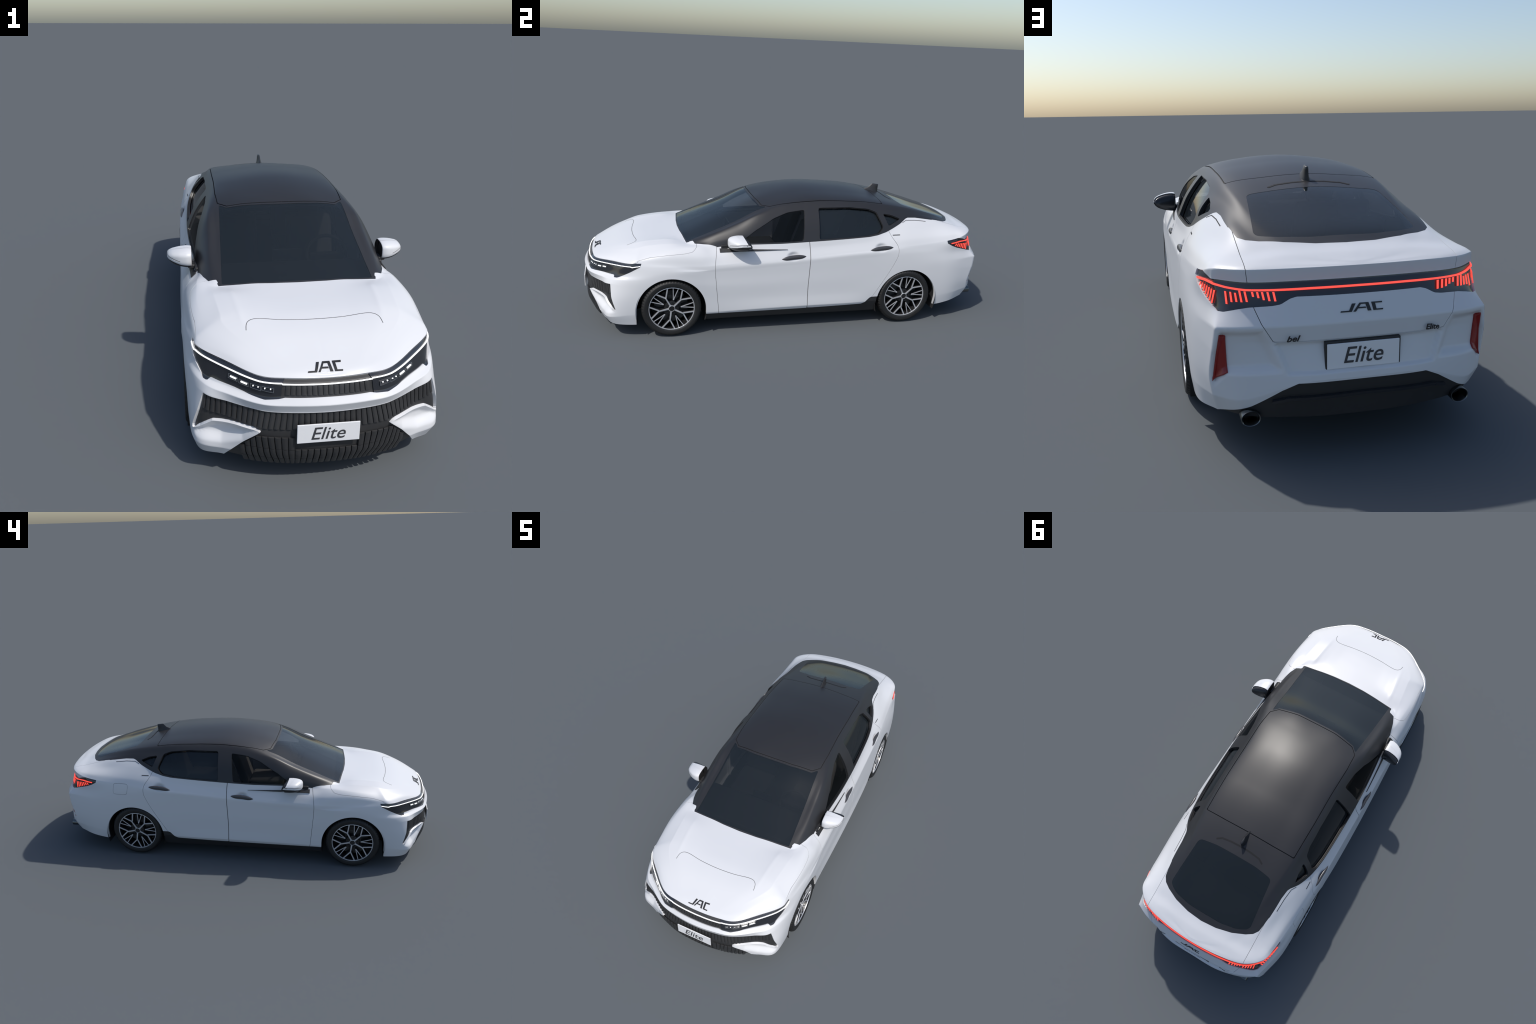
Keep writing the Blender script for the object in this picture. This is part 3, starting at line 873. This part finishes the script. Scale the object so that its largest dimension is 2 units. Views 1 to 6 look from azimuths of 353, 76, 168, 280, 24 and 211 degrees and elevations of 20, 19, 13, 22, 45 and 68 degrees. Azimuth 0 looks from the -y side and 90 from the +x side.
TR = .1375
tyre_profile = [(.101, -.036), (.104, -.042), (.112, -.0455), (.124, -.046), (.131, -.043), (.1355, -.036), (.1372, -.026), (.1375, -.0245), (.134, -.0235), (.134, -.0205), (.1375, -.0195), (.1375, -.0055),
                (.134, -.0045), (.134, -.0015), (.1375, -.0005), (.1375, .0135), (.134, .0145), (.134, .0175), (.1375, .0185), (.1372, .026), (.1355, .036), (.131, .043),
                (.1275, .0447), (.127, .0455), (.124, .046), (.112, .0455), (.1065, .0435), (.1045, .041), (.101, .036)]
def tread(j, k):
    return .0022 if (j in (5, 6, 19, 20, 21) and k % 4 == 0) else 0.0
wheel_meshes = []
tv, tf = lathe(tyre_profile, 240, tread)
wheel_meshes.append(("tyre", tv, tf, RUBBER, 50))
rim_profile = [(.101, .036), (.1045, .0405), (.1052, .0415), (.1035, .0425), (.1020, .0420), (.1005, .038)]
wheel_meshes.append(("rim_lip", *lathe(rim_profile, 160), ALLOY, 50))
barrel = [(.1005, .039), (.098, .030), (.092, .010), (.092, -.030), (.101, -.036)]
wheel_meshes.append(("rim_barrel", *lathe(barrel, 120), ALLOYDARK, 50))
face, core = [], []
def polar(r, deg):
    a = math.radians(deg)
    return (r * math.cos(a), r * math.sin(a))
for k in range(5):
    a = 43 + 72 * k
    stem = [polar(.014, a), polar(.058, a + 2.5)]
    forks = [(polar(.057, a + 2.5), polar(.1025, a - 14.5)), (polar(.057, a + 2.5), polar(.1025, a + 18.5))]
    hair = [(polar(.044, a + 35.2), polar(.1025, a + 29.2)), (polar(.044, a + 36.8), polar(.1025, a + 43.2))]
    for lst, p, q, w0, w1, fw in ([(face, *stem, .0068, .0054, .7)] + [(face, *f, .0052, .0056, .6) for f in forks] + [(face, *h, .0034, .0034, .6) for h in hair]):
        x_in = .030 if np.hypot(*p) < .02 else .034
        lst.append(bar3(p, q, w0, w1, .0365 if w0 > .0045 else .0345, .033, -.004))
        core.append(bar3(p, q, w0 * 1.35, w1 * 1.35, .0335 if w0 > .0045 else .0325, .012, -.004))
    ring_v, ring_f = lathe([(.0036, .0340), (.0036, .0365), (.0001, .0372)], 12)
    core.append((ring_v + np.array([0, *polar(.027, a + 36)]), ring_f))
    tip_v, tip_f = lathe([(.0034, .0330), (.0030, .0358), (.0001, .0365)], 12)
    face.append((tip_v + np.array([0, *polar(.0445, a + 36)]), tip_f))
core.append(lathe([(.036, .010), (.034, .030), (.018, .034), (.0001, .034)], 48))
fv, ff = join(face)
wheel_meshes.append(("spoke_face", fv, ff, ALLOY, 30))
cv, cf = join(core)
wheel_meshes.append(("spoke", cv, cf, ALLOYDARK, 30))
wheel_meshes.append(("centre_ring", *lathe([(.0148, .033), (.0150, .0385), (.0132, .0390), (.0128, .036)], 48), ALLOY, 40))
wheel_meshes.append(("centre_cap", *lathe([(.0130, .036), (.0125, .0372), (.008, .0376), (.0001, .0376)], 48), ALLOYDARK, 40))
wheel_meshes.append(("brake_disc", *lathe([(.030, -.006), (.078, -.006), (.078, .004), (.030, .004), (.028, .010), (.0001, .010)], 80), STEEL, 40))
cal = []
for t in np.linspace(-.45, .45, 7):
    V_, F_ = box(.002, 0, .070, .022, .016, .022)
    c, s = math.cos(t), math.sin(t)
    R = np.array([[1, 0, 0], [0, c, -s], [0, s, c]])
    cal.append((V_ @ R.T, F_))
wheel_meshes.append(("brake_caliper", *join(cal), ALLOYDARK, 30))
data = []
for nm, v, f, mt, ang in wheel_meshes:
    ob = mesh_object(nm, v, f, mt, angle=ang)
    data.append((nm, ob.data))
    bpy.data.objects.remove(ob)
for hub in (FRONT_HUB, REAR_HUB):
    for sgn in (1, -1):
        w = bpy.data.objects.new("wheel", None)
        link(w)
        w.location = (sgn * .328, hub[0], hub[1])
        w.rotation_euler = (0, 0, 0 if sgn > 0 else math.pi)
        for nm, me in data:
            o = bpy.data.objects.new(nm, me)
            link(o, w)

# wheel housings and underbody ------------------------------------------------
for cy, cz, r in ((-.6115, .126, .163), (.552, .117, .164)):
    for sgn in (1, -1):
        a = np.linspace(-.35, math.pi + .35, 40)
        V_, F_ = [], []
        for t in a:
            for x in (.368, .20):
                V_.append((sgn * x, cy + r * math.cos(t), max(.03, cz + r * math.sin(t))))
        for i in range(len(a) - 1):
            F_.append((2*i, 2*i+1, 2*i+3, 2*i+2))
        n0 = len(V_)
        V_.append((sgn * .20, cy, cz))
        for i in range(len(a) - 1):
            F_.append((2*i+1, n0, 2*i+3))
        mesh_object("wheel_housing", V_, F_, LINER)
prof = line_at(LINES[0], np.linspace(0, 19, 120))
Vu, Fu = [], []
for p in prof:
    inner = max(0.0, p[0] - .012)
    if abs(p[1] + .6115) < .165 or abs(p[1] - .552) < .166:
        inner = min(inner, .20)
    for sx in (1, -1):
        for dz in (.012, .030):
            Vu.append((sx * inner, p[1] * .985, p[2] + dz))
for i in range(len(prof) - 1):
    a, b = 4*i, 4*(i+1)
    Fu += [(a, b, b+2, a+2), (a+1, a+3, b+3, b+1), (a, a+1, b+1, b), (a+2, b+2, b+3, a+3)]
mesh_object("underbody", Vu, Fu, LINER, smooth=False)

# door mirrors ---------------------------------------------------------------
def mirror_shell():
    secs = [ # x, y front, y back, z low, z high, nose height
     (.3320, -.348, -.264, .4040, .4670, .448), (.3365, -.353, -.262, .4020, .4705, .448), (.352, -.355, -.258, .4030, .4715, .448), (.372, -.350, -.254, .4065, .4690, .447),
     (.390, -.340, -.251, .4120, .4645, .446), (.402, -.330, -.250, .4180, .4600, .445), (.411, -.318, -.250, .4260, .4540, .443), (.4165, -.302, -.255, .4350, .4470, .441)]
    n = 112
    rows = []
    for x, yf, yb, zl, zh, zn in secs:
        ring = []
        for k in range(n):
            a = 2 * math.pi * k / n
            c, s = math.cos(a), math.sin(a)
            ex = .62 if c > 0 else .9
            cy = yb - (yb - yf) * .42
            yy = cy + (np.sign(c) * abs(c) ** (.3 if c > 0 else .95)) * ((yb - cy) if c > 0 else (cy - yf))
            zm = zn - .004
            zz = zm + np.sign(s) * abs(s) ** (.45 if c > 0 else .62) * ((zh - zm) if s > 0 else (zm - zl))
            if c > 0:
                yy -= max(0, zz - zm) * .55 - max(0, zm - zz) * .10
            ring.append((x, yy, zz))
        rows.append(ring)
    return np.array(rows)
rows = mirror_shell()
tt = np.linspace(0, len(rows) - 1, 80)
fine = np.zeros((len(tt), rows.shape[1], 3))
for i, t in enumerate(tt):
    k = min(int(t), len(rows) - 2); u = t - k
    p0, p1, p2, p3 = rows[max(k-1, 0)], rows[k], rows[k+1], rows[min(k+2, len(rows)-1)]
    fine[i] = .5 * (2*p1 + (p2-p0)*u + (2*p0-5*p1+4*p2-p3)*u*u + (-p0+3*p1-3*p2+p3)*u**3)
nr_, nn = fine.shape[:2]
Vm = list(fine.reshape(-1, 3)); Tm = []
for i in range(nr_ - 1):
    for j in range(nn):
        a, b, c, d = i*nn + j, i*nn + (j+1) % nn, (i+1)*nn + (j+1) % nn, (i+1)*nn + j
        Tm += [(a, b, c), (a, c, d)]
for end, rev in ((0, True), (nr_ - 1, False)):
    c0 = len(Vm); Vm.append(fine[end].mean(0))
    for j in range(nn):
        a, b = end*nn + j, end*nn + (j+1) % nn
        Tm.append((c0, b, a) if rev else (c0, a, b))
ms = Surface(np.array(Vm), np.array(Tm), np.zeros((len(Vm), 2)))
cen = ms.V.mean(0)
if np.mean(np.sum((ms.V - cen) * ms.N, 1)) < 0:
    ms.T = ms.T[:, ::-1].copy(); ms.N = -ms.N
low_line = lambda V, U: V[:, 2] - np.interp(V[:, 0], [.33, .37, .41, .42], [.4175, .4225, .435, .440])
ms.cut(low_line, ["body"], "mirror_base")
ms.cut(lambda V, U: np.maximum(-(V[:, 1] + .272 + .55 * np.maximum(0, V[:, 2] - .446)), -.001 + 0 * V[:, 0]), ["body", "mirror_base"], "mirror_back")
ms.cut(lambda V, U: V[:, 0] - .3335, ["body"], "mirror_base")
sl_lo = lambda V: np.interp(V[:, 0], [.33, .375, .41, .42], [.4285, .4345, .4445, .449])
ms.cut(lambda V, U: np.maximum(V[:, 2] - sl_lo(V) - .0013, .372 - V[:, 0]), ["body"], "lower_cap")
ms.cut(lambda V, U: sl_lo(V) - .0013 - V[:, 2], ["lower_cap"], "mirror_slot")
ms.L[ms.L == ms.code("lower_cap")] = ms.code("body")
mm = ms.mirrored()
for s_ in (ms, mm):
    sg = 1 if s_ is ms else -1
    arm = bpy.data.objects.new("door_mirror", None); link(arm)
    piece("mirror_cap", "body", WHITE, halves=(s_,), parent=arm, depth=.002)
    piece("mirror_base", "mirror_base", PLASTIC, halves=(s_,), parent=arm, depth=.002)
    piece("mirror_slot", "mirror_slot", TRIM, halves=(s_,), lift=-.0008, parent=arm, depth=.002)
    piece("mirror_glass", "mirror_back", TRIM, halves=(s_,), lift=-.004, parent=arm, depth=.002)
    V_, F_ = box(sg * .327, -.325, .416, .040, .040, .016)
    V_[:, 2] += np.where(sg * V_[:, 0] < .32, -.008, 0)
    bevel(mesh_object("mirror_stalk", V_, F_, PLASTIC, arm, smooth=False), .004, 3)
    V_, F_ = box(sg * .318, -.338, .412, .012, .085, .020)
    bevel(mesh_object("mirror_foot", V_, F_, PLASTIC, arm, smooth=False), .004, 3)

# door trim blade, handles ---------------------------------------------------
for s_, sg in ((half, 1), (left, -1)):
    dskin = Skin(s_, ["front_door"], side)
    n = 24
    pts, lf = [], []
    for i in range(n + 1):
        y = -.388 + (.317) * i / n
        hz = .0075 * (1 - i / n) + .0006
        zc = .3985 + .000 * i
        pts += [(y, zc - hz), (y, zc + hz * .8)]
        lf += [.004] * 2
    top = dskin(pts, .0035); bot = dskin(pts, -.003)
    V_, F_ = slab(top, bot, 2)
    mesh_object("door_blade", V_, F_ if sg > 0 else [f[::-1] for f in F_], PLASTIC, smooth=False)
    for hy, hz, lab in ((-.042, .361, "front_door"), (.400, .388, "rear_door")):
        hs = Skin(s_, [lab], side)
        rows_, nseg = [], 28
        L_ = .0595
        c0 = hs([(hy - L_, hz - .004), (hy, hz), (hy + L_, hz + .006)])
        for i in range(nseg + 1):
            u = -1 + 2 * i / nseg
            ctr = c0[0] * (u*(u-1)/2) + c0[1] * (1-u*u) + c0[2] * (u*(u+1)/2)
            hgt = .0235 * max(.03, (1 - abs(u) ** 2.6)) ** .8 * (1 - .18 * math.exp(-(u / .45) ** 2))
            out = .017 * max(.02, 1 - abs(u) ** 3)
            ring = []
            for k in range(14):
                a = 2 * math.pi * k / 14
                ring.append((sg * (abs(ctr[0]) + out * (.35 + .5 * math.cos(a))) , ctr[1], ctr[2] + .55 * hgt * math.sin(a) + .0025 * math.exp(-(u / .5) ** 2)))
            rows_.append(ring)
        Vh = np.array(rows_).reshape(-1, 3); Fh = []
        for i in range(nseg):
            for k in range(14):
                a, b = i*14 + k, i*14 + (k+1) % 14
                q = (a, b, b + 14, a + 14)
                Fh.append(q if sg < 0 else q[::-1])
        Fh.append(tuple(range(14)) if sg > 0 else tuple(range(13, -1, -1)))
        e0 = nseg * 14
        Fh.append(tuple(range(e0 + 13, e0 - 1, -1)) if sg > 0 else tuple(range(e0, e0 + 14)))
        mesh_object("door_handle", Vh, Fh, HANDLE, angle=60)

# short seams behind the rear door and beside the tailgate glass ------------
for s_, sg in ((half, 1), (left, -1)):
    qskin = Skin(s_, ["body"], side, where=lambda c: (np.abs(c[:, 0]) > .2) & (c[:, 2] > .38))
    for path, hw in (([(.462, .4475), (.500, .4480)], .0016), ([(.524, .4975), (.548, .5065), (.60, .5035), (.66, .4955)], .0009)):
        V_, F_ = ribbon(qskin, path, hw, .0006, .002)
        mesh_object("quarter_seam", V_, F_ if sg > 0 else [f[::-1] for f in F_], SEAMS, smooth=False)

# hood bulge line ------------------------------------------------------------
plan_hood = two_sided(half, left, ["hood"], plan)
scoop = smooth_poly([(-.196, -.800), (-.192, -.775), (-.178, -.760), (-.15, -.757), (-.08, -.767), (0, -.771), (.08, -.767), (.15, -.757), (.178, -.760), (.192, -.775), (.196, -.800)], 6, False)
mesh_object("hood_line", *ribbon(plan_hood, scoop, .0008, .0003, .002, vertical=False), SEAMS, smooth=False)

# roof antenna ---------------------------------------------------------------
rows_ = []
for h, y0, y1, w in ((-.004, .418, .503, .018), (.006, .432, .503, .013), (.016, .452, .503, .0105), (.026, .462, .504, .0090), (.0335, .468, .505, .0075), (.036, .474, .503, .0035)):
    ring = []
    for k in range(20):
        a = 2 * math.pi * k / 20
        yy = (y0 + y1) / 2 + (y1 - y0) / 2 * math.cos(a)
        fr = (yy - y0) / (y1 - y0)
        ring.append((w * math.sin(a) * (.35 + .65 * fr), yy, .5985 - (yy - .43) * .12 + h))
    rows_.append(ring)
Va = np.array(rows_).reshape(-1, 3); Fa = []
for i in range(len(rows_) - 1):
    for k in range(20):
        a, b = i*20 + k, i*20 + (k+1) % 20
        Fa.append((a, b, b+20, a+20))
Fa.append(tuple(range((len(rows_)-1)*20, len(rows_)*20)))
mesh_object("roof_antenna", Va, Fa, BLACK, angle=50)
hatch_skin = two_sided(half, left, ["roof_frame"], plan, where=lambda c: c[:, 1] > .44)
strip_path = [(-.118, .527), (-.095, .513), (-.05, .508), (0, .507), (.05, .508), (.095, .513), (.118, .527)]
mesh_object("hatch_dark_strip", *ribbon(hatch_skin, strip_path, .0036, .0008, .003, vertical=False), SEAMS, smooth=False)  # raised dark strip laid on the hatch in place of a cut slot

# exhaust --------------------------------------------------------------------
for sgn in (1, -1):
    V_, F_ = lathe([(.016, -.05), (.0215, -.03), (.0225, .018), (.0215, .0195), (.0195, .018), (.019, -.03), (.0001, -.03)], 40)
    V_ = np.stack([V_[:, 1], V_[:, 0], V_[:, 2] * .82], 1)
    mesh_object("exhaust_tip", V_ + np.array([sgn * .252, .944, .112]), F_, PIPE, angle=50)

diff_skin = two_sided(half, left, ["diffuser"], back, where=lambda c: c[:, 1] > .90)
mesh_object("diffuser_blade", *ribbon(diff_skin, [(-.205, .152), (-.17, .160), (0, .163), (.17, .160), (.205, .152)], .0035, .006, .010), TRIM, smooth=False)

# interior -------------------------------------------------------------------
mesh_object("cabin_floor", *box(0, .15, .15, .60, 1.1, .02), DASH, smooth=False)
dv, df = box(0, -.40, .345, .58, .20, .13)
dv[:, 2] += np.where((dv[:, 1] < -.4) & (dv[:, 2] > .3), -.012, 0)
bevel(mesh_object("dashboard", dv, df, DASH, smooth=False), .02, 4)
bevel(mesh_object("parcel_shelf", *box(0, .72, .40, .46, .20, .01), DASH, smooth=False), .003)
bevel(mesh_object("infotainment_screen", *box(0, -.30, .425, .10, .008, .05), TRIM, smooth=False), .003)
def seat(x, y, w):
    parent = bpy.data.objects.new("seat", None); link(parent)
    v, f = box(x, y, .25, w, .20, .06)
    bevel(mesh_object("seat_cushion", v, f, FABRIC, parent, smooth=False), .015, 3)
    v, f = box(x, y + .12, .36, w, .05, .22); v[:, 1] += (v[:, 2] - .25) * .35
    bevel(mesh_object("seat_back", v, f, FABRIC, parent, smooth=False), .018, 3)
    v, f = box(x, y + .185, .495, w * .5, .03, .055)
    bevel(mesh_object("headrest", v, f, FABRIC, parent, smooth=False), .012, 3)
seat(.155, -.10, .19); seat(-.155, -.10, .19)
seat(.15, .28, .20); seat(-.15, .28, .20)
ang = np.linspace(0, 2 * math.pi, 40, endpoint=False)
V_, F_ = [], []
for i, a in enumerate(ang):
    for k in range(10):
        b = 2 * math.pi * k / 10
        r = .072 + .0065 * math.cos(b)
        p = np.array([r * math.cos(a), .0065 * math.sin(b), r * math.sin(a)])
        c, s = math.cos(-.45), math.sin(-.45)
        V_.append((p[0] + .155, -.265 + p[1]*c - p[2]*s, .405 + p[1]*s + p[2]*c))
for i in range(40):
    for k in range(10):
        F_.append((i*10 + k, i*10 + (k+1) % 10, ((i+1) % 40)*10 + (k+1) % 10, ((i+1) % 40)*10 + k))
mesh_object("steering_wheel", V_, F_, DASH)
bevel(mesh_object("steering_hub", *box(.155, -.262, .402, .13, .02, .03), DASH, smooth=False), .006, 3)
